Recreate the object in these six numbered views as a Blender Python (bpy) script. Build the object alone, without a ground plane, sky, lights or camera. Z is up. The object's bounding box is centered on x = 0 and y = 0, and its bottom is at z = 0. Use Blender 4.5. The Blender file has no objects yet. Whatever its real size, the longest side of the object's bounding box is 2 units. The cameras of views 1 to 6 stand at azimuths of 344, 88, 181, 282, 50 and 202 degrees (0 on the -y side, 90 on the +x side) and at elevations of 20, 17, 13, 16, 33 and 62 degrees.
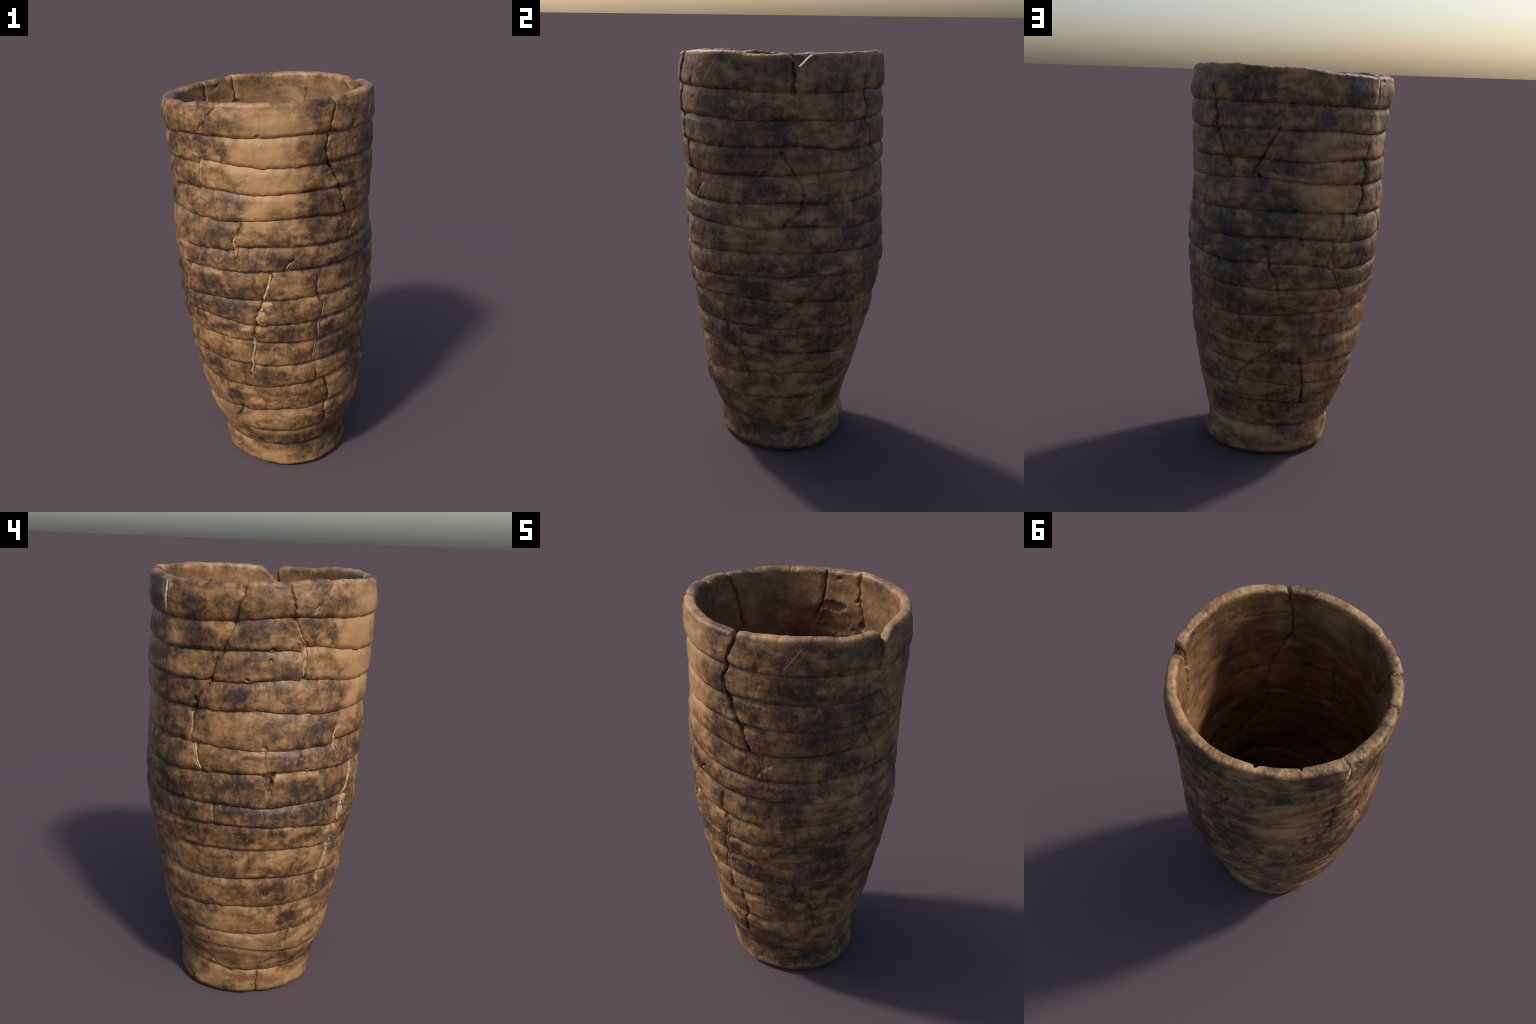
# A tall coil-built clay vessel, broken and mended: lapped coils, rim band, foot,
# smoothed inside wall, cracks with pale mending clay.
import bpy, math
import numpy as np

SEED = 7
NT = 1300                                   # samples round the vessel
TH = np.linspace(0, 2 * math.pi, NT, endpoint=False)

# ---------------------------------------------------------------- envelope
# horizontal sections of the wall at a few heights: centre, radius, and the
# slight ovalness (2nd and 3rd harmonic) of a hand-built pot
SEC_Z = [0, .04, .1, .17, .3, .45, .6, .8, 1.0, 1.2, 1.4, 1.6, 1.78, 1.88, 1.96]
SEC_CX = [.0799, .0789, .0702, .067, .054, .0472, .039, .0296, .0236, .0146, .0084, .0088, .0056, -.0021, -.0049]
SEC_CY = [.0086, .0167, .0165, .0039, -.0074, -.0004, .0037, .0067, .0072, .0001, -.0061, -.0096, -.0147, -.0164, -.0173]
SEC_R = [.302, .325, .3245, .3308, .3732, .4074, .4424, .4702, .4954, .4994, .4928, .497, .4979, .507, .4983]
SEC_A2 = [.009, .0057, -.0021, .0034, .005, .0087, .0084, .0032, -.0017, .0009, -.0026, -.0002, .0046, .0078, .007]
SEC_B2 = [-.009, -.0022, .0005, -.0023, -.0077, -.0126, .0006, .0089, .0096, .009, .0116, .0021, .0037, .0041, .0013]
SEC_A3 = [.001, .0041, .0013, .0046, .0031, .0023, -.0014, -.0029, -.0049, .0005, -.0028, -.0033, -.0053, -.0034, -.0046]
SEC_B3 = [.0066, .0064, .0038, .0019, .0003, -.0027, -.0043, -.0093, -.0102, -.0091, -.005, -.0045, -.0006, -.0011, -.0033]


def hermite(x, xs, ys):
    xs = np.asarray(xs, float); ys = np.asarray(ys, float)
    d = np.diff(ys) / np.diff(xs)
    m = np.empty_like(ys); m[0] = d[0]; m[-1] = d[-1]
    m[1:-1] = np.where(d[1:] * d[:-1] > 0, 2 * d[1:] * d[:-1] / (d[1:] + d[:-1] + 1e-12), 0)
    x = np.clip(x, xs[0], xs[-1])
    i = np.clip(np.searchsorted(xs, x) - 1, 0, len(xs) - 2)
    h = xs[i + 1] - xs[i]; t = (x - xs[i]) / h
    return ((1 + 2 * t) * (1 - t) ** 2 * ys[i] + t * (1 - t) ** 2 * h * m[i]
            + t * t * (3 - 2 * t) * ys[i + 1] + t * t * (t - 1) * h * m[i + 1])


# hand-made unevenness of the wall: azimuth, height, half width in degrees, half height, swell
SWELLS = [(145, 1.38, 20, .72, .020), (205, .68, 24, .20, -.020), (345, .58, 10, .15, -.009), (20, .68, 14, .13, -.010),
          (324, .62, 9, .08, .008), (52, .43, 26, .08, .011), (24, .48, 10, .07, .009), (92, .50, 12, .07, -.018),
          (95, .75, 10, .08, -.010), (195, .32, 25, .08, .009), (150, .50, 16, .10, .008), (185, .58, 12, .06, -.007), (150, .85, 14, .25, -.007)]


def swell(th, z):
    out = .0022 + .004 * np.exp(-((z - .36) / .12) ** 2) + 0 * th
    for az, zc, ha, hz, amp in SWELLS:
        d = (np.degrees(th) - az + 180) % 360 - 180
        bell = np.exp(-(d / ha) ** 2) if ha != 20 else .45 * np.exp(-(d / 20) ** 2) + .55 * np.exp(-np.sqrt(d * d + 4) / 13) * 1.15
        out = out + amp * bell * np.exp(-np.abs((z - zc) / hz) ** 4)
    return out


def envelope(th, z):
    """distance from the z axis to the outer wall at azimuth th, height z"""
    cx = hermite(z, SEC_Z, SEC_CX); cy = hermite(z, SEC_Z, SEC_CY); R = hermite(z, SEC_Z, SEC_R)
    a2 = hermite(z, SEC_Z, SEC_A2); b2 = hermite(z, SEC_Z, SEC_B2)
    a3 = hermite(z, SEC_Z, SEC_A3); b3 = hermite(z, SEC_Z, SEC_B3)
    rho = R + 0 * th
    for _ in range(5):
        dx = rho * np.cos(th) - cx; dy = rho * np.sin(th) - cy
        t = np.arctan2(dy, dx)
        rr = R + a2 * np.cos(2 * t) + b2 * np.sin(2 * t) + a3 * np.cos(3 * t) + b3 * np.sin(3 * t)
        rho = rho + rr - np.hypot(dx, dy)
    return rho + swell(th, z)


# ---------------------------------------------------------------- noise
_perm = np.random.RandomState(SEED).permutation(256)
_perm = np.concatenate([_perm, _perm, _perm])
_grad = np.random.RandomState(SEED + 1).normal(size=(256, 3))
_grad /= np.linalg.norm(_grad, axis=1)[:, None]


def noise3(p, scale, seed=0):
    q = np.asarray(p, float) * scale + seed * 17.31
    i = np.floor(q).astype(int); f = q - i
    u = f * f * f * (f * (f * 6 - 15) + 10)
    out = 0
    for cx in (0, 1):
        for cy in (0, 1):
            for cz in (0, 1):
                h = _perm[_perm[_perm[(i[..., 0] + cx) & 255] + ((i[..., 1] + cy) & 255)] + ((i[..., 2] + cz) & 255)]
                g = _grad[h]
                d = g[..., 0] * (f[..., 0] - cx) + g[..., 1] * (f[..., 1] - cy) + g[..., 2] * (f[..., 2] - cz)
                w = (u[..., 0] if cx else 1 - u[..., 0]) * (u[..., 1] if cy else 1 - u[..., 1]) * (u[..., 2] if cz else 1 - u[..., 2])
                out = out + d * w
    return out * 1.5


def cyl(th, r, z):
    return np.stack([r * np.cos(th), r * np.sin(th), z + 0 * th], -1)


def smooth01(x):
    x = np.clip(x, 0, 1)
    return x * x * (3 - 2 * x)


# ---------------------------------------------------------------- lap lines
# height of the lower edge of the rim band and of each coil, every 15 degrees
LAPS = [
    [1.827, 1.819, 1.82, 1.824, 1.822, 1.823, 1.823, 1.816, 1.811, 1.806, 1.8, 1.795, 1.799, 1.817, 1.825, 1.823, 1.818, 1.821, 1.828, 1.831, 1.826, 1.828, 1.83, 1.827],
    [1.702, 1.7, 1.695, 1.695, 1.699, 1.703, 1.703, 1.702, 1.699, 1.687, 1.68, 1.683, 1.687, 1.692, 1.701, 1.703, 1.693, 1.686, 1.689, 1.694, 1.699, 1.698, 1.697, 1.698],
    [1.587, 1.58, 1.568, 1.568, 1.567, 1.566, 1.562, 1.557, 1.561, 1.561, 1.558, 1.561, 1.562, 1.569, 1.582, 1.574, 1.564, 1.565, 1.571, 1.576, 1.571, 1.568, 1.573, 1.583],
    [1.455, 1.46, 1.465, 1.467, 1.474, 1.479, 1.472, 1.455, 1.447, 1.442, 1.441, 1.44, 1.445, 1.451, 1.441, 1.436, 1.445, 1.451, 1.45, 1.445, 1.437, 1.437, 1.445, 1.453],
    [1.328, 1.325, 1.324, 1.322, 1.325, 1.332, 1.329, 1.32, 1.31, 1.301, 1.297, 1.294, 1.288, 1.286, 1.29, 1.298, 1.313, 1.317, 1.311, 1.305, 1.304, 1.309, 1.317, 1.325],
    [1.221, 1.216, 1.203, 1.196, 1.195, 1.2, 1.202, 1.192, 1.177, 1.169, 1.167, 1.173, 1.18, 1.186, 1.198, 1.199, 1.195, 1.197, 1.198, 1.2, 1.205, 1.207, 1.209, 1.212],
    [1.093, 1.089, 1.085, 1.079, 1.076, 1.08, 1.079, 1.071, 1.047, 1.032, 1.029, 1.034, 1.037, 1.04, 1.045, 1.051, 1.052, 1.051, 1.055, 1.059, 1.061, 1.074, 1.087, 1.093],
    [0.976, 0.977, 0.974, 0.965, 0.957, 0.953, 0.951, 0.947, 0.94, 0.935, 0.935, 0.941, 0.948, 0.948, 0.947, 0.938, 0.921, 0.914, 0.92, 0.926, 0.934, 0.953, 0.97, 0.976],
    [0.854, 0.85, 0.832, 0.815, 0.807, 0.81, 0.815, 0.816, 0.821, 0.821, 0.819, 0.824, 0.83, 0.833, 0.831, 0.83, 0.829, 0.82, 0.811, 0.818, 0.834, 0.85, 0.865, 0.863],
    [0.716, 0.71, 0.699, 0.681, 0.667, 0.667, 0.674, 0.682, 0.689, 0.684, 0.678, 0.68, 0.685, 0.687, 0.687, 0.687, 0.687, 0.681, 0.682, 0.692, 0.701, 0.712, 0.719, 0.718],
    [0.584, 0.571, 0.554, 0.542, 0.542, 0.547, 0.548, 0.542, 0.544, 0.539, 0.532, 0.53, 0.533, 0.535, 0.538, 0.543, 0.549, 0.554, 0.565, 0.578, 0.589, 0.603, 0.611, 0.599],
    [0.472, 0.457, 0.44, 0.437, 0.441, 0.438, 0.426, 0.423, 0.422, 0.411, 0.395, 0.386, 0.384, 0.384, 0.388, 0.394, 0.394, 0.399, 0.405, 0.414, 0.424, 0.437, 0.456, 0.472],
    [0.317, 0.315, 0.316, 0.317, 0.314, 0.314, 0.312, 0.305, 0.299, 0.29, 0.289, 0.294, 0.297, 0.288, 0.275, 0.264, 0.259, 0.26, 0.266, 0.277, 0.29, 0.303, 0.312, 0.318],
    [0.16, 0.16, 0.161, 0.162, 0.164, 0.164, 0.164, 0.165, 0.166, 0.165, 0.157, 0.146, 0.138, 0.137, 0.14, 0.146, 0.149, 0.151, 0.153, 0.155, 0.156, 0.157, 0.16, 0.161],
]


def periodic(th, degs, vals):
    d = np.asarray(degs, float); v = np.asarray(vals, float)
    d = np.concatenate([d[-2:] - 360, d, d[:2] + 360]); v = np.concatenate([v[-2:], v, v[:2]])
    return hermite(np.degrees(th) % 360, d, v)


# sherds set a little too high or low when mended: at these azimuths a lap line
# jumps (line index, azimuth, jump in metres, width of the fade in degrees)
JOGS = [(1, 213, .024, 10), (4, 234, .016, 8), (7, 250, .010, 12), (8, 242, -.012, 9), (9, 240, .010, 9),
        (10, 325, -.012, 8), (8, 282, -.010, 8), (3, 92, .010, 8), (3, 73, .008, 6), (2, 8, -.010, 7),
        (5, 357, .008, 8), (6, 120, .010, 8), (10, 98, -.014, 10), (11, 105, .020, 12), (0, 3, .010, 4),
        (2, 52, -.008, 8), (9, 240, -.006, 5), (10, 283, .008, 6), (11, 228, -.008, 7), (2, 213, .008, 7)]


def lap(k, th):
    z = periodic(th, np.arange(24) * 15, LAPS[k])
    r = envelope(th, z); p = cyl(th, r, z)
    z = z + .0035 * noise3(p, 16, 20 + k) + .0028 * noise3(p, 45, 40 + k)
    for kk, az, dz, fade in JOGS:
        if kk == k:
            d = (np.degrees(th) - az + 180) % 360 - 180
            z = z + dz * np.where(d > 0, 1, -1) * .5 * np.exp(-np.abs(d) / fade) * smooth01(np.abs(d) / .5)
    return z


RIM_DEG = [0, 2, 4, 7, 11, 15, 24, 40, 55, 72, 95, 105, 115, 130, 142, 150, 158, 168, 186, 196, 204, 212, 226, 250, 262, 280, 286.5, 287.5, 289, 300, 312, 325, 332, 338, 348, 357, 359]
RIM_Z = [1.984, 1.962, 1.938, 1.958, 1.986, 1.991, 1.994, 1.996, 1.996, 1.990, 1.986, 1.980, 1.970, 1.965, 1.957, 1.955, 1.959, 1.949, 1.955, 1.963, 1.959, 1.971, 1.973, 1.974, 1.972, 1.980, 1.981, 1.972, 1.982, 1.990, 1.998, 1.999, 1.997, 1.987, 1.986, 1.993, 1.990]


def rim_top(th):
    z = periodic(th, RIM_DEG, RIM_Z)
    p = cyl(th, .48, 1.97 + 0 * th)
    return z + .0022 * noise3(p, 22, 61) + .0014 * noise3(p, 60, 62) - .002


# ---------------------------------------------------------------- cracks
# polylines on the wall, (azimuth in degrees, height) -> half width, depth
CRACKS = [
    (.0042, .026, [(287.3, 2.01), (288.1, 1.947), (284.7, 1.879), (284.4, 1.828), (281.8, 1.765), (283.9, 1.703), (288.2, 1.644), (290.6, 1.595), (292.8, 1.544), (297, 1.453)]),
    (.0035, .006, [(297, 1.453), (301.7, 1.423), (304.5, 1.326)]),
    (.004, .009, [(203.4, 1.97), (205.3, 1.931), (207, 1.876), (208, 1.825), (212.1, 1.741), (213.9, 1.721), (213.9, 1.636), (213.9, 1.589)]),
    (.005, .010, [(237.2, 1.426), (233.3, 1.344), (234, 1.312), (233.8, 1.248), (235.5, 1.216)]),
    (.0065, .012, [(252.8, 1.196), (251.4, 1.138), (249.2, 1.082), (248.2, 1.05), (245, .993), (243.8, .925), (242, .855), (242.1, .803), (240, .728), (239.9, .691), (237.9, .623)]),
    (.006, .009, [(278.9, 1.159), (279.1, 1.08), (283.7, 1.009), (284, .941), (281.4, .903), (282.2, .833), (280.2, .775), (279.3, .689), (281.8, .648), (283, .591)]),
    (.004, .028, [(289.8, .575), (292.4, .524), (295.3, .445)]),
    (.004, .016, [(295.3, .445), (291.8, .391), (294.2, .307)]),
    (.005, .014, [(227.9, .41), (221.3, .319)]),
    (.0035, .006, [(214, .15), (207, .06)]),
    (.005, .006, [(198, 1.185), (199.2, 1.124)]),
    (.007, .012, [(264.5, 1.253), (261.3, 1.215)]),
    (.0055, .022, [(2.4, 2.0), (1, 1.928), (1.4, 1.887), (.6, 1.845), (2.4, 1.822)]),
    (.0035, .004, [(3.7, 1.817), (5.6, 1.76), (7.4, 1.706), (8, 1.651), (7.8, 1.592)]),
    (.0055, .024, [(43.6, 1.88), (44.6, 1.813), (45.6, 1.772), (47, 1.693), (51, 1.627), (52.6, 1.573), (57.1, 1.531)]),
    (.0045, .010, [(356.8, 1.56), (358.6, 1.519), (2.1, 1.474), (3.9, 1.451), (6.7, 1.413), (8.1, 1.367), (7.2, 1.307), (2.5, 1.27), (357.4, 1.228)]),
    (.004, .005, [(349.2, 1.502), (340.4, 1.46)]),
    (.005, .007, [(304, 1.421), (304.5, 1.373), (300.6, 1.327)]),
    (.006, .007, [(21.3, .978), (19, .938), (13.4, .874), (6, .848), (357.2, .779), (347.3, .712), (343.8, .681)]),
    (.0045, .008, [(322.8, .731), (324.8, .7), (325.5, .637), (332.3, .594), (336, .543), (336.7, .477), (338.3, .427), (337.7, .37)]),
    (.005, .005, [(32.8, .81), (38.6, .749), (42.8, .689), (53.2, .609)]),
    (.0038, .014, [(85.1, 1.709), (81.4, 1.652), (77.6, 1.598), (75.9, 1.567), (73.3, 1.535), (71.4, 1.492)]),
    (.0035, .006, [(93.9, 1.535), (92.7, 1.497)]),
    (.0035, .004, [(145.4, 1.965), (144, 1.88), (143.5, 1.813)]),
    (.0035, .013, [(141.3, 1.62), (140.1, 1.556), (140.7, 1.492), (140.2, 1.435), (140.4, 1.37), (134.9, 1.31)]),
    (.005, .006, [(125.1, 1.293), (124.5, 1.254), (118.3, 1.17), (117.8, 1.104), (120.6, 1.019), (121.5, .991), (128.8, .895), (129.1, .83), (121.5, .817)]),
    (.0036, .010, [(79.8, 1.158), (82.1, 1.088), (82.7, 1.045), (85.2, 1.01), (86.9, .965), (87.8, .903), (89.2, .856)]),
    (.005, .018, [(101.7, .581), (104.1, .519), (106.2, .447), (106.2, .382), (106.4, .311)]),
    (.005, .004, [(118.1, .805), (114.7, .736), (108.8, .693)]),
    (.004, .005, [(99.7, .74), (104, .697)]),
    (.004, .008, [(87.5, .668), (80, .598), (69.5, .548), (62, .496), (58.9, .446), (52.7, .364), (56.9, .336)]),
    (.004, .004, [(46.8, .657), (53.4, .605), (57.6, .551)]),
    (.0045, .010, [(185.9, 1.97), (185.1, 1.899), (183.1, 1.867), (182, 1.809), (178.9, 1.756), (177.4, 1.703), (174.2, 1.662), (171.6, 1.62), (169.9, 1.571)]),
    (.0042, .012, [(169, 1.544), (163.2, 1.489), (161.5, 1.453), (158.8, 1.421), (159.4, 1.366), (157.9, 1.314), (160.8, 1.29), (163.2, 1.222), (165.3, 1.179)]),
    (.006, .009, [(226.9, 1.958), (222.2, 1.92), (219.8, 1.876), (216.3, 1.844)]),
    (.003, .004, [(200.2, 1.57), (197.3, 1.529)]),
    (.003, .004, [(197.4, 1.284), (197.8, 1.2)]),
    (.004, .008, [(200.6, 1.14), (200.2, 1.11)]),
    (.0035, .005, [(171.9, 1.029), (172.2, .956)]),
    (.007, .012, [(205.5, .14), (204.6, .085), (206.7, .0)]),
    (.006, .006, [(134.3, .266), (148.5, .235), (160.1, .186)]),
]
# dents, chips and holes: azimuth, height, half size along the wall, half height, depth
DENTS = [
    (1.2, 1.83, .013, .014, .02), (45, 1.83, .012, .012, .016),
    (282.3, 1.757, .011, .022, .030), (289.9, .572, .012, .010, .033), (8.9, 1.363, .008, .014, .024), (5.2, 1.288, .013, .010, .022),
    (355.5, 1.557, .008, .008, .02), (46.5, 1.677, .008, .014, .02), (200.4, 1.184, .026, .020, .038), (200.5, 1.158, .013, .020, .036),
    (170, 1.568, .008, .012, .03), (161.5, 1.468, .005, .018, .03), (175, .14, .010, .008, .02), (229, 1.95, .022, .007, .009),
    (222, .335, .014, .012, .016), (250.5, 1.026, .024, .026, .009), (247.5, .975, .020, .03, .008), (236, .914, .040, .016, .007), (353, 1.49, .04, .03, .006),
    (12, 1.39, .045, .035, .006), (25, .597, .022, .008, -.004), (150, 1.94, .03, .02, .008), (104, .79, .06, .05, .006),
    (215, 1.955, .02, .010, .006), (300, 1.85, .012, .02, .006), (268, .29, .010, .01, .010), (60, 1.45, .03, .02, -.004),
    (118, .50, .05, .05, .006), (240, .47, .04, .02, .006), (75, 1.49, .008, .012, .02), (90, .85, .010, .008, .014),
    (205, .9, .04, .03, .005), (262, .40, .05, .03, .004), (310, 1.1, .04, .03, .005), (20, .25, .06, .03, .004),
    (136, 1.30, .010, .008, .016), (61, 1.30, .008, .008, .014), (222, 1.19, .03, .01, .006),
]
# scattered small knocks, more of them along the lower edges of the coils
_rnd = np.random.RandomState(SEED + 5)
for _ in range(150):
    az = _rnd.uniform(0, 360); z = _rnd.uniform(.03, 1.95)
    if _rnd.rand() < .55:
        line = LAPS[_rnd.randint(0, 14)]
        z = float(np.interp(az, np.arange(25) * 15, line + line[:1])) + _rnd.uniform(.0, .012)
    hx = _rnd.uniform(.004, .015)
    DENTS.append((az, z, hx, hx * _rnd.uniform(.4, 1.1), _rnd.uniform(.002, .007)))


def near_polyline(th, z, R, pts):
    """distance along the wall from (th, z) to a polyline"""
    best = np.full(th.shape, 9.0)
    for (a0, z0), (a1, z1) in zip(pts[:-1], pts[1:]):
        ax = np.radians((np.degrees(th) - a0 + 180) % 360 - 180) * R
        az = z - z0
        bx = math.radians((a1 - a0 + 180) % 360 - 180) * R; bz = z1 - z0
        t = np.clip((ax * bx + az * bz) / (bx * bx + bz * bz), 0, 1)
        best = np.minimum(best, np.hypot(ax - t * bx, az - t * bz))
    return best


def crack_carve(th, z, r, cracks, dents):
    p = cyl(th, r, z)
    jx = .0075 * noise3(p, 26, 3) + .004 * noise3(p, 70, 4)
    jz = .0075 * noise3(p, 26, 5) + .004 * noise3(p, 70, 6)
    wob = 1 + .7 * noise3(p, 30, 8)
    thj = th + jx / r; zj = z + jz
    cut = np.zeros(th.shape)
    zmin, zmax = z.min(), z.max()
    for w, depth, pts in cracks:
        zz = [q[1] for q in pts]
        if min(zz) - .05 > zmax or max(zz) + .05 < zmin:
            continue
        R = float(np.mean(r))
        d = near_polyline(thj, zj, R, pts)
        ww = w * np.clip(wob, .45, 1.8)
        cut = np.maximum(cut, depth * np.exp(-(d / ww) ** 2) + min(depth, .010) * .42 * np.exp(-(d / (ww * 3.0)) ** 2))
    for az, dz, hx, hz, depth in dents:
        if dz - 2 * hz > zmax or dz + 2 * hz < zmin:
            continue
        ax = np.radians((np.degrees(thj) - az + 180) % 360 - 180) * r / hx
        q = np.hypot(ax, (zj - dz) / hz) * (1 + .3 * noise3(p, 38, 9))
        m = depth * (1 - smooth01((q - .55) / .6))
        cut = np.where(m >= 0, np.maximum(cut, m), cut + m)
    return cut


# sherds glued slightly proud of or behind their neighbour: crack index, step in radius, fade in degrees
STEPS = [(0, -.006, 14), (2, .004, 12), (4, .004, 14), (14, -.005, 12), (32, .004, 10), (33, -.004, 10), (27, .004, 14),
         (24, .004, 12), (12, -.004, 10), (5, -.004, 10), (19, -.004, 12), (26, .003, 10), (6, .005, 12)]


def sherd_steps(th, z):
    out = 0 * th
    for i, dr, fade in STEPS:
        pts = sorted(CRACKS[i][2], key=lambda q: q[1])
        zz = [q[1] for q in pts]; aa = np.array([q[0] for q in pts]); aa = np.where(aa < 20, aa + 360, aa)
        d = (np.degrees(th) - np.interp(z, zz, aa) + 180) % 360 - 180
        inz = smooth01((z - zz[0] + .02) / .03) * smooth01((zz[-1] + .02 - z) / .03)
        out = out + dr * .5 * np.sign(d) * np.exp(-np.abs(d) / fade) * smooth01(np.abs(d) / .4) * inz
    return out


def relief(th, z, r, k=0):
    return hand_relief(th, z, r, 0) + sherd_steps(th, z)


def hand_relief(th, z, r, k=0):
    p = cyl(th, r, z)
    flat = p * np.array([1, 1, .45])          # finger strokes run a little upright
    return (.0050 * noise3(p, 5.0, 11 + k) + .0026 * noise3(p, 13, 12 + k) + .0012 * noise3(flat, 40, 13)
            + .0006 * noise3(p, 95, 14))


# ---------------------------------------------------------------- mesh helpers
def grid_faces(nrow, ncol, close_rows=False):
    i = np.arange(nrow if close_rows else nrow - 1)[:, None]; j = np.arange(ncol)[None]
    i2 = (i + 1) % nrow; j2 = (j + 1) % ncol
    return np.stack([i * ncol + j, i * ncol + j2, i2 * ncol + j2, i2 * ncol + j], -1).reshape(-1, 4)


def make_mesh(name, verts, quads, material, parent):
    me = bpy.data.meshes.new(name)
    verts = np.ascontiguousarray(verts.reshape(-1, 3), dtype=np.float32)
    me.vertices.add(len(verts)); me.vertices.foreach_set('co', verts.ravel())
    n = len(quads)
    me.loops.add(n * 4); me.polygons.add(n)
    me.loops.foreach_set('vertex_index', quads.astype(np.int32).ravel())
    me.polygons.foreach_set('loop_start', np.arange(0, n * 4, 4, dtype=np.int32))
    me.polygons.foreach_set('use_smooth', np.ones(n, dtype=bool))
    me.update(calc_edges=True); me.validate()
    me.materials.append(material)
    ob = bpy.data.objects.new(name, me)
    bpy.context.scene.collection.objects.link(ob)
    ob.parent = parent
    return ob


# ---------------------------------------------------------------- materials
class Nodes:
    def __init__(self, name):
        self.mat = bpy.data.materials.new(name); self.mat.use_nodes = True
        self.t = self.mat.node_tree; self.t.nodes.clear()
        self.out = self.t.nodes.new('ShaderNodeOutputMaterial')
        self.bsdf = self.t.nodes.new('ShaderNodeBsdfPrincipled')
        self.t.links.new(self.bsdf.outputs[0], self.out.inputs[0])
        self.co = self.t.nodes.new('ShaderNodeTexCoord').outputs['Object']

    def put(self, sock, v):
        if hasattr(v, 'links') or isinstance(v, bpy.types.NodeSocket):
            self.t.links.new(v, sock)
        else:
            sock.default_value = v

    def math(self, op, a, b=0.0, c=0.0, clamp=False):
        n = self.t.nodes.new('ShaderNodeMath'); n.operation = op; n.use_clamp = clamp
        for s, v in zip(n.inputs, (a, b, c)):
            self.put(s, v)
        return n.outputs[0]

    def vmath(self, op, a, b=(0, 0, 0)):
        n = self.t.nodes.new('ShaderNodeVectorMath'); n.operation = op
        self.put(n.inputs[0], a); self.put(n.inputs[1], b)
        return n.outputs['Value' if op in ('LENGTH', 'DISTANCE') else 'Vector']

    def mapped(self, scale, loc=(0, 0, 0), vec=None):
        n = self.t.nodes.new('ShaderNodeMapping')
        self.put(n.inputs['Vector'], vec if vec is not None else self.co)
        n.inputs['Scale'].default_value = scale; n.inputs['Location'].default_value = loc
        return n.outputs[0]

    def noise(self, scale, detail=4, rough=.55, vec=None, dist=0.0, loc=(0, 0, 0), stretch=(1, 1, 1)):
        n = self.t.nodes.new('ShaderNodeTexNoise')
        self.put(n.inputs['Vector'], self.mapped(stretch, loc, vec))
        n.inputs['Scale'].default_value = scale; n.inputs['Detail'].default_value = detail
        n.inputs['Roughness'].default_value = rough; n.inputs['Distortion'].default_value = dist
        return n.outputs['Fac']

    def span(self, v, a, b, lo=0.0, hi=1.0, kind='SMOOTHSTEP'):
        n = self.t.nodes.new('ShaderNodeMapRange'); n.interpolation_type = kind
        self.put(n.inputs[0], v)
        for s, x in zip(list(n.inputs)[1:5], (a, b, lo, hi)):
            self.put(s, x)
        return n.outputs[0]

    def mix(self, f, a, b):
        n = self.t.nodes.new('ShaderNodeMix'); n.data_type = 'RGBA'
        self.put(n.inputs[0], f)
        for s, v in ((n.inputs[6], a), (n.inputs[7], b)):
            self.put(s, (*v, 1) if isinstance(v, tuple) and len(v) == 3 else v)
        return n.outputs[2]

    def bump(self, h, strength, dist):
        n = self.t.nodes.new('ShaderNodeBump')
        n.inputs['Strength'].default_value = strength; n.inputs['Distance'].default_value = dist
        self.put(n.inputs['Height'], h)
        self.t.links.new(n.outputs[0], self.bsdf.inputs['Normal'])


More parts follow.
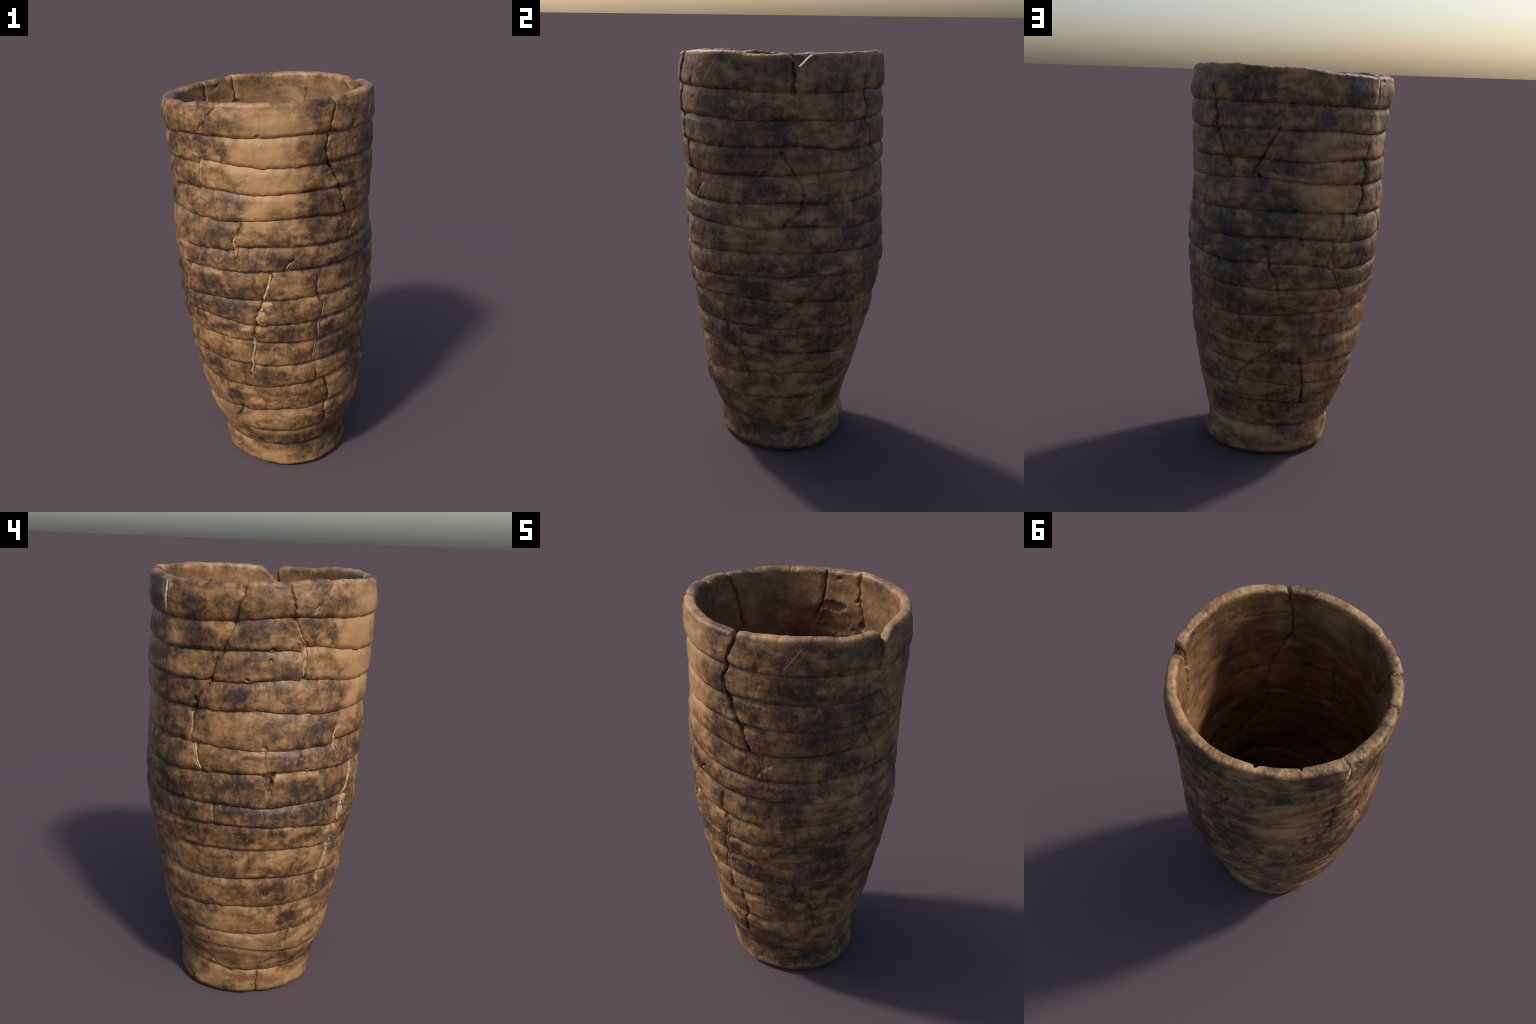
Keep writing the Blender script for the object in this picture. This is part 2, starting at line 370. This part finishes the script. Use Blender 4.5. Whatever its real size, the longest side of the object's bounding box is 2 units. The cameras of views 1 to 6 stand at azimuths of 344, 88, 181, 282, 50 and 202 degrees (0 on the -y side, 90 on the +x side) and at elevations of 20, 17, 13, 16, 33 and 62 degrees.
# fire-clouding on the outside: azimuth, height, half size, strength (minus = bare clay)
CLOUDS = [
    (278, 1.72, .06, .5), (277, 1.50, .08, .85), (290, 1.38, .10, .6), (227, 1.776, .035, .5), (175, 1.64, .10, .35), (299, 1.87, .08, .35),
    (237, 1.10, .09, .35), (228, .99, .09, .4), (258, .88, .08, .3), (297, .75, .12, .4), (243, .60, .055, .8), (262, .61, .05, .5),
    (275, .51, .10, .3), (223, .48, .06, .4), (308, .17, .10, .8), (255, .215, .07, .6), (282, .19, .08, .8), (268, .21, .06, .5), (353, 1.91, .09, .3), (358, 1.74, .06, .5),
    (353, 1.63, .08, .75), (350, 1.53, .07, .6), (335, 1.64, .09, .4), (338, 1.48, .09, .5), (345, 1.39, .08, .45), (320, 1.22, .10, .4),
    (323, 1.02, .10, .5), (6, 1.04, .10, .55), (43, 1.16, .10, .5), (343, .92, .10, .7), (22, .91, .10, .55), (341, .79, .10, .6),
    (318, .67, .10, .4), (348, .12, .10, .85), (325, .09, .08, .6), (33, .5, .09, .3), (66, 1.90, .12, .6), (130, 1.90, .07, 1.3), (138, 1.86, .04, .8),
    (112, 1.76, .055, 1.0), (137, 1.755, .055, .9), (64, 1.64, .07, .7), (72, 1.54, .08, .7), (76, 1.44, .09, .6), (57, 1.26, .12, .7),
    (82, 1.28, .10, .8), (58, 1.15, .10, .7), (64, 1.01, .11, .8), (133, 1.28, .06, .55), (141, 1.10, .08, .6), (130, 1.01, .08, .5),
    (62, .88, .10, .7), (69, .75, .08, .4), (95, .61, .05, .55), (46, .26, .07, .6), (86, .26, .09, .7), (164, 1.85, .06, .5),
    (187, 1.85, .05, .3), (161, 1.73, .06, .4), (190, 1.72, .08, .5), (193, 1.64, .07, .4), (181, 1.51, .09, .55), (207, 1.49, .05, .3),
    (160, 1.37, .08, .4), (215, 1.33, .05, .4), (146, 1.23, .10, .6), (146, 1.08, .10, .5), (178, 1.13, .10, .5), (225, 1.14, .06, .4),
    (150, .98, .10, .5), (185, 1.0, .12, .65), (225, 1.0, .08, .5), (160, .88, .10, .3), (182, .74, .08, .15), (222, .46, .05, .5),
    (238, .20, .06, .55), (165, 1.0, .08, .4), (200, .99, .07, .45), (215, 1.08, .07, .3), (255, 1.27, .09, .3), (278, 1.25, .10, .35),
    (262, .98, .08, .3), (287, .9, .10, .35), (250, .87, .07, .25), (240, .75, .06, .2), (232, 1.07, .07, .35), (300, 1.2, .12, .3),
    (296, 1.60, .10, .3), (292, 1.75, .06, .25),
    # bare, light clay
    (250, 1.88, .18, -.6), (247, 1.70, .17, -.75), (255, 1.56, .13, -.8), (245, 1.46, .09, -.5), (112, 1.62, .12, -.7), (112, 1.38, .12, -.7),
    (120, 1.50, .10, -.6), (115, .45, .14, -.3), (180, .50, .13, -.25), (195, .36, .14, -.45), (180, .22, .14, -.3), (150, .07, .15, -.5),
    (205, .05, .12, -.5), (255, .035, .10, -.7), (80, .07, .13, -.3), (100, .08, .10, -.2), (10, 1.40, .07, -.5), (5, 1.28, .07, -.4),
    (355, 1.16, .09, -.4), (20, .24, .10, -.4), (5, .45, .10, -.4), (15, 1.75, .09, -.3), (20, 1.62, .07, -.3), (10, 1.9, .05, -.3),
]


def clay_material(name, inside=False):
    N = Nodes(name)
    co = N.co
    big = N.noise(3.2, 3, .5, loc=(3, 1, 0))
    mid = N.noise(9, 4, .6, loc=(1, 5, 2), dist=.4, stretch=(1, 1, 1.9))
    spots = N.noise(30, 5, .62, loc=(4, 0, 7), stretch=(1, 1, .75), dist=.3)
    fine = N.noise(120, 3, .6, loc=(0, 2, 1))
    tint = N.noise(5.5, 4, .6, loc=(7, 3, 9), dist=.5, stretch=(1, 1, 1.9))
    if inside:
        dens = N.math('ADD', N.math('MULTIPLY', N.math('SUBTRACT', big, .5), 1.2), .52)
    else:
        dens = N.math('ADD', N.math('MULTIPLY', N.math('SUBTRACT', big, .5), .7), .55)
        wp = N.vmath('ADD', co, N.vmath('MULTIPLY', N.vmath('SUBTRACT', _colour_noise(N, 8), (.5, .5, .5)), (.16, .16, .11)))
        for az, z, size, s in CLOUDS:
            a = math.radians(az); r = float(envelope(np.array([a]), np.array([z]))[0]) - .004
            d = N.vmath('DISTANCE', wp, (r * math.cos(a), r * math.sin(a), z))
            dens = N.math('MULTIPLY_ADD', N.span(d, size * 1.5, size * .1), s * .5, dens)
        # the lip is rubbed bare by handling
        xyz = N.t.nodes.new('ShaderNodeSeparateXYZ'); N.put(xyz.inputs[0], wp)
        dens = N.math('MULTIPLY_ADD', N.span(xyz.outputs[2], 1.950, 1.992), -.30, dens)
    # soft brown scorching that breaks up into ragged soot where the density is high
    # clay body: light tan where bare, warm brown where the fire touched it
    body = N.mix(N.span(N.math('MULTIPLY_ADD', dens, .45, mid), .50, .92), CLAY_LIGHT, CLAY_MID)
    body = N.mix(N.math('MULTIPLY', N.span(tint, .50, .68), .75), body, CLAY_RED)
    body = N.mix(N.math('MULTIPLY', N.span(spots, .54, .70), .5), body, CLAY_PALE)
    k = .45 if inside else 1.0
    vary = N.span(dens, .05, .60, .35, 1.15)
    stain = N.math('MULTIPLY', N.math('SUBTRACT', mid, .5), 1.5 * k)
    stain = N.math('MULTIPLY_ADD', N.math('SUBTRACT', tint, .5), 1.3 * k, stain)
    stain = N.math('MULTIPLY_ADD', N.math('SUBTRACT', spots, .5), 1.7 * k, stain)
    stain = N.math('MULTIPLY_ADD', N.math('SUBTRACT', fine, .5), .7 * k, stain)
    stain = N.math('MULTIPLY_ADD', stain, vary, dens)
    col = N.mix(N.math('MULTIPLY', N.span(stain, .02, .85), .85), body, BROWN)
    col = N.mix(N.math('MULTIPLY', N.span(stain, .58, 1.15), .85), col, SOOT)
    fleck = N.noise(66, 2, .5, loc=(9, 4, 3), stretch=(1, 1, .7))
    col = N.mix(N.math('MULTIPLY', N.span(fleck, .58, .72), .42), col, OCHRE)
    if not inside:
        for az, z, size in ((243, .605, .040), (260, .60, .02), (318, .36, .03), (352, .115, .045), (20, .08, .04), (105, .73, .04)):
            a = math.radians(az); r = float(envelope(np.array([a]), np.array([z]))[0]) - .004
            d = N.vmath('DISTANCE', wp, (r * math.cos(a), r * math.sin(a), z))
            col = N.mix(N.math('MULTIPLY', N.span(d, size * 1.3, size * .5), .65), col, GREY)
    N.put(N.bsdf.inputs['Base Color'], col)
    N.bsdf.inputs['Roughness'].default_value = .55
    N.bsdf.inputs['Specular IOR Level'].default_value = .45
    h = N.math('ADD', N.math('MULTIPLY', spots, .6), N.math('MULTIPLY', fine, .4))
    h = N.math('ADD', h, N.math('MULTIPLY', N.noise(75, 4, .65, loc=(2, 8, 5)), .8))
    N.bump(h, .34, .004)
    return N.mat


def _colour_noise(N, scale):
    n = N.t.nodes.new('ShaderNodeTexNoise'); N.put(n.inputs['Vector'], N.co)
    n.inputs['Scale'].default_value = scale; n.inputs['Detail'].default_value = 3
    return n.outputs['Color']


def plain_clay(name, a, b, rough=.8):
    N = Nodes(name)
    f = N.noise(38, 5, .6)
    N.put(N.bsdf.inputs['Base Color'], N.mix(N.span(f, .35, .65), a, b))
    N.bsdf.inputs['Roughness'].default_value = rough
    N.bump(N.noise(120, 4, .6), .5, .004)
    return N.mat


CLAY_LIGHT = (.350, .200, .086)
CLAY_MID = (.228, .115, .042)
CLAY_RED = (.195, .088, .032)
CLAY_PALE = (.410, .245, .110)
OCHRE = (.270, .155, .062)
GREY = (.095, .078, .062)
BROWN = (.088, .044, .018)
SOOT = (.018, .0145, .013)

M_OUT = clay_material('fired_clay')
M_IN = clay_material('fired_clay_inside', inside=True)
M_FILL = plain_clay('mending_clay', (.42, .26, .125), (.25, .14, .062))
M_WHITE = plain_clay('white_paint', (.75, .70, .60), (.60, .53, .42))

# ---------------------------------------------------------------- the vessel
vessel = bpy.data.objects.new('clay_vessel', None)
bpy.context.scene.collection.objects.link(vessel)
vessel['label'] = 'tall coiled clay vessel, cracked, mended and soot-stained'
vessel['category'] = 'pottery vessel'

LAPZ = [lap(k, TH) for k in range(14)]
RIMZ = rim_top(TH)


def coil_inset(t, lift, th, zc, k):
    """how far the face of a coil lies inside the envelope; t = 0 at its top, 1 at its lower edge"""
    top = .0080 * np.clip(1 - t / .26, 0, 1) ** 1.7
    low = .0115 * np.clip((t - .80) / .20, 0, 1) ** 2.2
    belly = .0055 * np.clip(1 - t / .72, 0, 1) ** 2
    return top * (1.5 - .5 * lift) + low * lift + belly


def coil_face(k, th, z, t):
    """radius of the unbroken face of coil k"""
    pm = cyl(th, .45, (np.interp(th.ravel() % (2 * math.pi), TH, (LAPZ[k] + LAPZ[k + 1]) / 2)).reshape(th.shape))
    lift = np.clip(1 + .75 * noise3(pm, 5, 70 + k) + .3 * noise3(pm, 17, 71 + k), .35, 1.9)
    bulge = .0028 * noise3(pm, 6, 90 + k)
    rr = envelope(th, z)
    return rr + relief(th, z, rr) - coil_inset(t, lift, th, None, k) + bulge, rr


def build_coil(k):
    zt, zb = LAPZ[k], LAPZ[k + 1]
    face = np.concatenate([np.linspace(0, .2, 6)[:-1], np.linspace(.2, .8, 15)[:-1], np.linspace(.8, 1, 9)])
    th = np.broadcast_to(TH, (len(face), NT)); t = face[:, None]
    z = zt[None] + (zb - zt)[None] * t
    r, rr = coil_face(k, th, z, t + 0 * z)
    cut = crack_carve(th, z, rr, CRACKS, DENTS)
    cut = cut * (1 + .9 * np.abs(2 * t - 1) ** 5)      # broken corners are worn
    r_face = np.maximum(r - cut, rr - .040)
    rows_r = [r_face]; rows_z = [z]
    # underside, tucked back over the next coil
    for q, (dr, dz) in enumerate([(.004, .0012), (.012, .0025), (.034, .006)]):
        rows_r.append((r_face[-1] - dr)[None]); rows_z.append((zb + dz)[None])
    rows_r.append((rr[-1] - .046)[None]); rows_z.append((zb + .008)[None])
    # back, and the tongue that runs up behind the coil above
    rows_r.append((rr[0] - .046)[None]); rows_z.append((zt + .018)[None])
    rows_r.append((np.minimum(r_face[0] - .010, rr[0] - .022))[None]); rows_z.append((zt + .018)[None])
    rows_r.append((r_face[0] - .004)[None]); rows_z.append((zt + .010)[None])
    R = np.concatenate(rows_r); Z = np.concatenate(rows_z)
    V = cyl(np.broadcast_to(TH, R.shape), R, Z)
    return make_mesh('coil', V, grid_faces(len(R), NT, True)[:, ::-1], M_OUT, vessel)


for k in range(13):
    build_coil(k)

# ---------------------------------------------------------------- rim band, lip and inside wall
INSIDE_CRACKS_AND_SCAN_GAP = [
    (.0045, .016, [(287.8, 2.01), (284.6, 1.833), (283.9, 1.714), (291.6, 1.579), (298.2, 1.46)]),
    (.0045, .014, [(123.2, 2.0), (122.5, 1.882), (122.7, 1.816), (127.1, 1.743)]),
    (.0045, .014, [(99, 2.0), (97, 1.866), (92, 1.78), (90.2, 1.72)]),
    (.004, .012, [(189.1, 2.0), (182.3, 1.87), (177.8, 1.68)]),
    (.004, .006, [(313, 1.843), (304, 1.829), (287.5, 1.836)]),
    (.008, .007, [(325, 1.44), (318.6, 1.452), (300.4, 1.442), (278.4, 1.445), (254.9, 1.472), (230, 1.46)]),
    (.008, .007, [(345, 1.20), (331.5, 1.186), (316.3, 1.209), (295.3, 1.228), (271.5, 1.194), (257.6, 1.213), (235, 1.2)]),
    (.010, .020, [(335, .63), (330.9, .642), (317.4, .661), (292.3, .644), (274, .633), (259.1, .586), (245, .57)]),  # no real crack: groove added where the scan has a black gap
    (.005, .014, [(2.4, 2.0), (1, 1.9), (3, 1.8), (8, 1.70), (15, 1.62)]),
    (.004, .010, [(205, 2.0), (208, 1.85), (212, 1.7), (210, 1.5)]),
    (.004, .009, [(298, 1.46), (303, 1.3), (300, 1.2), (306, 1.02), (322, .9)]),
    (.004, .009, [(120, 1.6), (140, 1.45), (138, 1.2), (160, 1.1)]),
    (.004, .008, [(45, 1.9), (50, 1.6), (42, 1.4), (60, 1.1)]),
    (.004, .008, [(255, 1.47), (252, 1.3), (240, 1.1)]),
]
INSIDE_DENTS = [(115, 1.79, .075, .035, .014), (112, 1.72, .10, .08, .009), (127, 1.735, .012, .022, .012), (113, 1.93, .018, .010, .008),
                (96, 1.845, .022, .012, .014), (92, 1.73, .02, .015, .016), (20, 1.60, .03, .02, .012)]
WALL = .050
FLOOR_Z = .13


def wall_thickness(z):
    return hermite(z, [0, .13, .3, .7, 1.5, 1.85, 1.97], [.07, .07, .07, .068, .066, .064, .050])


def inner_radius(th, z):
    rr = envelope(th, z) - wall_thickness(z) - .6 * np.clip(swell(th, z) - .002, 0, 1)
    p = cyl(th, rr, z)
    wav = .004 * noise3(p, 4, 31) + .0030 * noise3(p * np.array([.5, .5, 1.6]), 9, 32) + .0010 * noise3(p, 35, 33)
    return rr + wav + crack_carve(th, z, rr, INSIDE_CRACKS_AND_SCAN_GAP, INSIDE_DENTS)


def build_rim_and_inside():
    # outer face of the rim band, from its lower edge to the lip
    zb = LAPZ[0]; zt = RIMZ
    s = np.concatenate([np.linspace(1, .82, 9)[:-1], np.linspace(.82, .16, 22)])[:, None]
    z = zt[None] + (zb - zt)[None] * s
    th = np.broadcast_to(TH, z.shape)
    rr = envelope(th, z)
    pm = cyl(TH, .45, (zb + zt) / 2)
    lift = np.clip(1 + .6 * noise3(pm, 5, 66), .5, 1.7)[None]
    inset = .012 * np.clip((s - .84) / .16, 0, 1) ** 2.2 * lift + .0016 * (2 * s - 1) ** 2
    r = rr + relief(th, z, rr, 50) - inset
    r = np.maximum(r - crack_carve(th, z, rr, CRACKS, DENTS), rr - .040)
    z_last, r_last = z[-1], r[-1]
    # inside wall
    z_in0 = zt - (zt - zb) * .16
    depth = np.concatenate([np.linspace(0, 1, 300)])[:, None]
    zi = z_in0[None] + (FLOOR_Z - .01 - z_in0)[None] * depth
    thi = np.broadcast_to(TH, zi.shape)
    ri = inner_radius(thi, zi)
    ri = np.minimum(ri, envelope(thi, zi) - .030)
    # lip: half an ellipse from the outer face over the crest to the inside
    a = np.linspace(0, math.pi, 22)[1:-1][:, None]
    cen = (r_last + ri[0]) / 2; hw = (r_last - ri[0]) / 2
    ll = np.sign(np.cos(a)) * np.abs(np.cos(a)) ** .75
    lr = cen[None] + hw[None] * ll
    lz = z_last[None] + (zt - z_last)[None] * np.sin(a) ** .75
    thl = np.broadcast_to(TH, lr.shape)
    pl = cyl(thl, lr, lz)
    lz = lz + (.0032 * noise3(pl, 26, 77) + .0016 * noise3(pl, 80, 78)) * np.sin(a)
    lr = lr + .0012 * noise3(pl, 40, 79) * np.sin(a)
    lz = lz - np.minimum(crack_carve(thl, lz, lr, [c for c in CRACKS if c[2][0][1] > 1.94], []), .016) * np.sin(a) ** 2 * .8
    # underside of the band, tucked back over the first coil
    und_r = np.stack([r[0] * 0 + (rr[0] - .045), r[0] - .034, r[0] - .012, r[0] - .004])
    und_z = np.stack([zb + .008, zb + .006, zb + .0025, zb + .0012])
    R1 = np.concatenate([und_r, r, lr, ri[:1]]); Z1 = np.concatenate([und_z, z, lz, zi[:1]])
    n1 = len(R1)
    R = np.concatenate([R1, ri[1:]]); Z = np.concatenate([Z1, zi[1:]])
    P = cyl(np.broadcast_to(TH, R.shape), R, Z)
    # one set of normals over both pieces so no seam shows
    du = np.roll(P, -1, 1) - np.roll(P, 1, 1)
    dv = np.gradient(P, axis=0)
    nrm = np.cross(du, dv); nrm /= np.linalg.norm(nrm, axis=2)[..., None] + 1e-12
    rim = make_mesh('rim_band', P[:n1], grid_faces(n1, NT), M_OUT, vessel)
    rim.data.normals_split_custom_set_from_vertices(nrm[:n1].reshape(-1, 3).tolist())
    inner = make_mesh('inside_wall', P[n1 - 1:], grid_faces(len(R) - n1 + 1, NT), M_IN, vessel)
    inner.data.normals_split_custom_set_from_vertices(nrm[n1 - 1:].reshape(-1, 3).tolist())


build_rim_and_inside()

# ---------------------------------------------------------------- foot and floor


def build_foot():
    zt = LAPZ[13]
    s = np.concatenate([np.linspace(0, .3, 9)[:-1], np.linspace(.3, 1, 30)])[:, None]
    zlow = .042
    z = zt[None] + (zlow - zt)[None] * s
    th = np.broadcast_to(TH, z.shape); rr = envelope(th, z)
    r = rr + relief(th, z, rr, 80) - .010 * np.clip(1 - s / .28, 0, 1) ** 2
    r = np.maximum(r - crack_carve(th, z, rr, CRACKS, DENTS), rr - .03)
    # worn, knocked bottom edge
    p0 = cyl(TH, .3, 0 * TH)
    chip = np.clip(noise3(p0, 9, 55), 0, 1) * .012 + np.clip(noise3(p0, 28, 56), 0, 1) * .005
    a = np.linspace(0, math.pi / 2, 9)[1:][:, None]
    er = r[-1][None] - (.050 + chip[None]) * (1 - np.cos(a))
    ez = zlow - (zlow - .0 - chip[None] * .35) * np.sin(a)
    ins = np.linspace(.97, 0.0, 26)[:, None]
    br = er[-1][None] * ins
    bz = ez[-1][None] * ins ** 2 + .003 * (1 - ins) + 0 * br
    top_r = np.stack([rr[0] - .05, r[0] - .012]); top_z = np.stack([zt + .02, zt + .012])
    R = np.concatenate([top_r, r, er, br]); Z = np.concatenate([top_z, z, ez, bz])
    cx = SEC_CX[0]; cy = SEC_CY[0]
    V = cyl(np.broadcast_to(TH, R.shape), R, Z)
    nb = len(br)
    k = (1 - ins)                                   # draw the underside in to the foot's own centre
    V[-nb:, :, 0] += cx * k; V[-nb:, :, 1] += cy * k
    V[..., 2] -= V[..., 2].min()
    make_mesh('foot', V, grid_faces(len(R), NT)[:, ::-1], M_OUT, vessel)


def build_floor():
    n = 40
    f = np.linspace(1, 0, n)[:, None]
    r0 = inner_radius(TH, FLOOR_Z + 0 * TH) + .012
    cx = SEC_CX[3]; cy = SEC_CY[3]
    x = cx + (r0 * np.cos(TH) - cx)[None] * f; y = cy + (r0 * np.sin(TH) - cy)[None] * f
    p = np.stack([x, y, 0 * x], -1)
    z = FLOOR_Z + .03 * f ** 6 + .006 * noise3(p, 8, 91) + .002 * noise3(p, 30, 92)
    p[..., 2] = z
    make_mesh('inside_floor', p, grid_faces(n, NT), M_IN, vessel)


build_foot()
build_floor()

# ---------------------------------------------------------------- mending clay in the wide cracks
FILLS = [
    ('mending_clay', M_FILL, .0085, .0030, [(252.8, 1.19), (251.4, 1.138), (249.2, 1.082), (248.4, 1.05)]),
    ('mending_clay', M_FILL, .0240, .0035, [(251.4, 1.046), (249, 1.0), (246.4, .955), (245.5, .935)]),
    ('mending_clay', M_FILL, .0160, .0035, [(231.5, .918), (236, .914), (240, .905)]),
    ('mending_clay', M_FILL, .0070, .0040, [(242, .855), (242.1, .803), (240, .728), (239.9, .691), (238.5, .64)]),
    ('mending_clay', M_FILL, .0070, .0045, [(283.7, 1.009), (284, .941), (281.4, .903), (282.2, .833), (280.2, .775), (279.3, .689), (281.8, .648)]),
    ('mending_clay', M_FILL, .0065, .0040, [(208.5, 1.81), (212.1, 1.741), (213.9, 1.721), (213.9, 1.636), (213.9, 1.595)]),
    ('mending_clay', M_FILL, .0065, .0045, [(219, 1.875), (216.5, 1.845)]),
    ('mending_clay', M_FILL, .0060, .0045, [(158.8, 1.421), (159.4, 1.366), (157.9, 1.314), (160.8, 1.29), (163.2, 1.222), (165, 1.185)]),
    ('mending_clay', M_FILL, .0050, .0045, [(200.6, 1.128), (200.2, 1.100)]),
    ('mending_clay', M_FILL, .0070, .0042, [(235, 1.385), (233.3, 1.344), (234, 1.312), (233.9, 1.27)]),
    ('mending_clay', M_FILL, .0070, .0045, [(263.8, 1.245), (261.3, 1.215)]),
    ('white_line', M_WHITE, .0080, .0000, [(145.2, 1.942), (144.4, 1.90), (143.8, 1.86), (143.5, 1.822)]),
]


def build_fill(name, mat, w, inset, pts):
    # resample the line, then lay a slightly domed ribbon along it
    a = np.radians([p[0] for p in pts]); z = np.array([p[1] for p in pts])
    seg = np.concatenate([[0], np.cumsum(np.hypot(np.diff(a) * .48, np.diff(z)))])
    n = max(12, int(seg[-1] / .003))
    s = np.linspace(0, seg[-1], n)
    A = np.interp(s, seg, a); Zc = np.interp(s, seg, z)
    r0 = envelope(A, Zc); p = cyl(A, r0, Zc)
    A = A + .0035 * noise3(p, 40, 15) / r0
    ww = w * (1 + .6 * noise3(p, 34, 18) + .35 * noise3(p, 90, 19)) * np.clip(np.minimum(s, seg[-1] - s) / .012, .05, 1) ** .5
    c = np.linspace(-1, 1, 9)[None]
    TA = A[:, None] + c * ww[:, None] / r0[:, None]; TZ = Zc[:, None] + 0 * c
    rr = envelope(TA, TZ)
    pp = cyl(TA, rr, TZ)
    # follow the face of the coil or band that the crack runs through
    R = rr + relief(TA, TZ, rr) - .001
    for k in range(13):
        u = np.interp(TA.ravel() % (2 * math.pi), TH, LAPZ[k]).reshape(TA.shape); d = np.interp(TA.ravel() % (2 * math.pi), TH, LAPZ[k + 1]).reshape(TA.shape)
        t = (u - TZ) / (u - d)
        R = np.where((t >= 0) & (t <= 1), coil_face(k, TA, TZ, np.clip(t, 0, 1))[0], R)
    R = R + .0022 * noise3(pp, 60, 16) + .0010 * noise3(pp, 140, 17) - inset - .0035 * c ** 2
    top = cyl(TA, R, TZ); bot = cyl(TA, R - .014, TZ)
    V = np.concatenate([top, bot[:, ::-1]], 1)
    rows, cols = V.shape[:2]
    q = grid_faces(rows, cols)
    return make_mesh(name, V, q, mat, vessel)


for f in FILLS:
    build_fill(*f)

# fine scratch down the rim band
def build_scratch():
    s = np.linspace(0, 1, 60)
    A = np.radians(321.5 - 9.3 * s); Zc = 1.972 - .113 * s
    w = .0011 * np.sin(math.pi * np.clip(s, .05, .95)) ** .4
    c = np.linspace(-1, 1, 3)[None]
    TA = A[:, None] + c * w[:, None] / .5; TZ = Zc[:, None] + 0 * c
    rr = envelope(TA, TZ)
    r = rr + relief(TA, TZ, rr, 50) - crack_carve(TA, TZ, rr, CRACKS, DENTS) - .0016 * (2 * (1 - s[:, None]) - 1) ** 2 + .0006
    V = np.concatenate([cyl(TA, r, TZ), cyl(TA, r - .003, TZ)[:, ::-1]], 1)
    make_mesh('scratch', V, grid_faces(*V.shape[:2]), M_WHITE, vessel)


build_scratch()
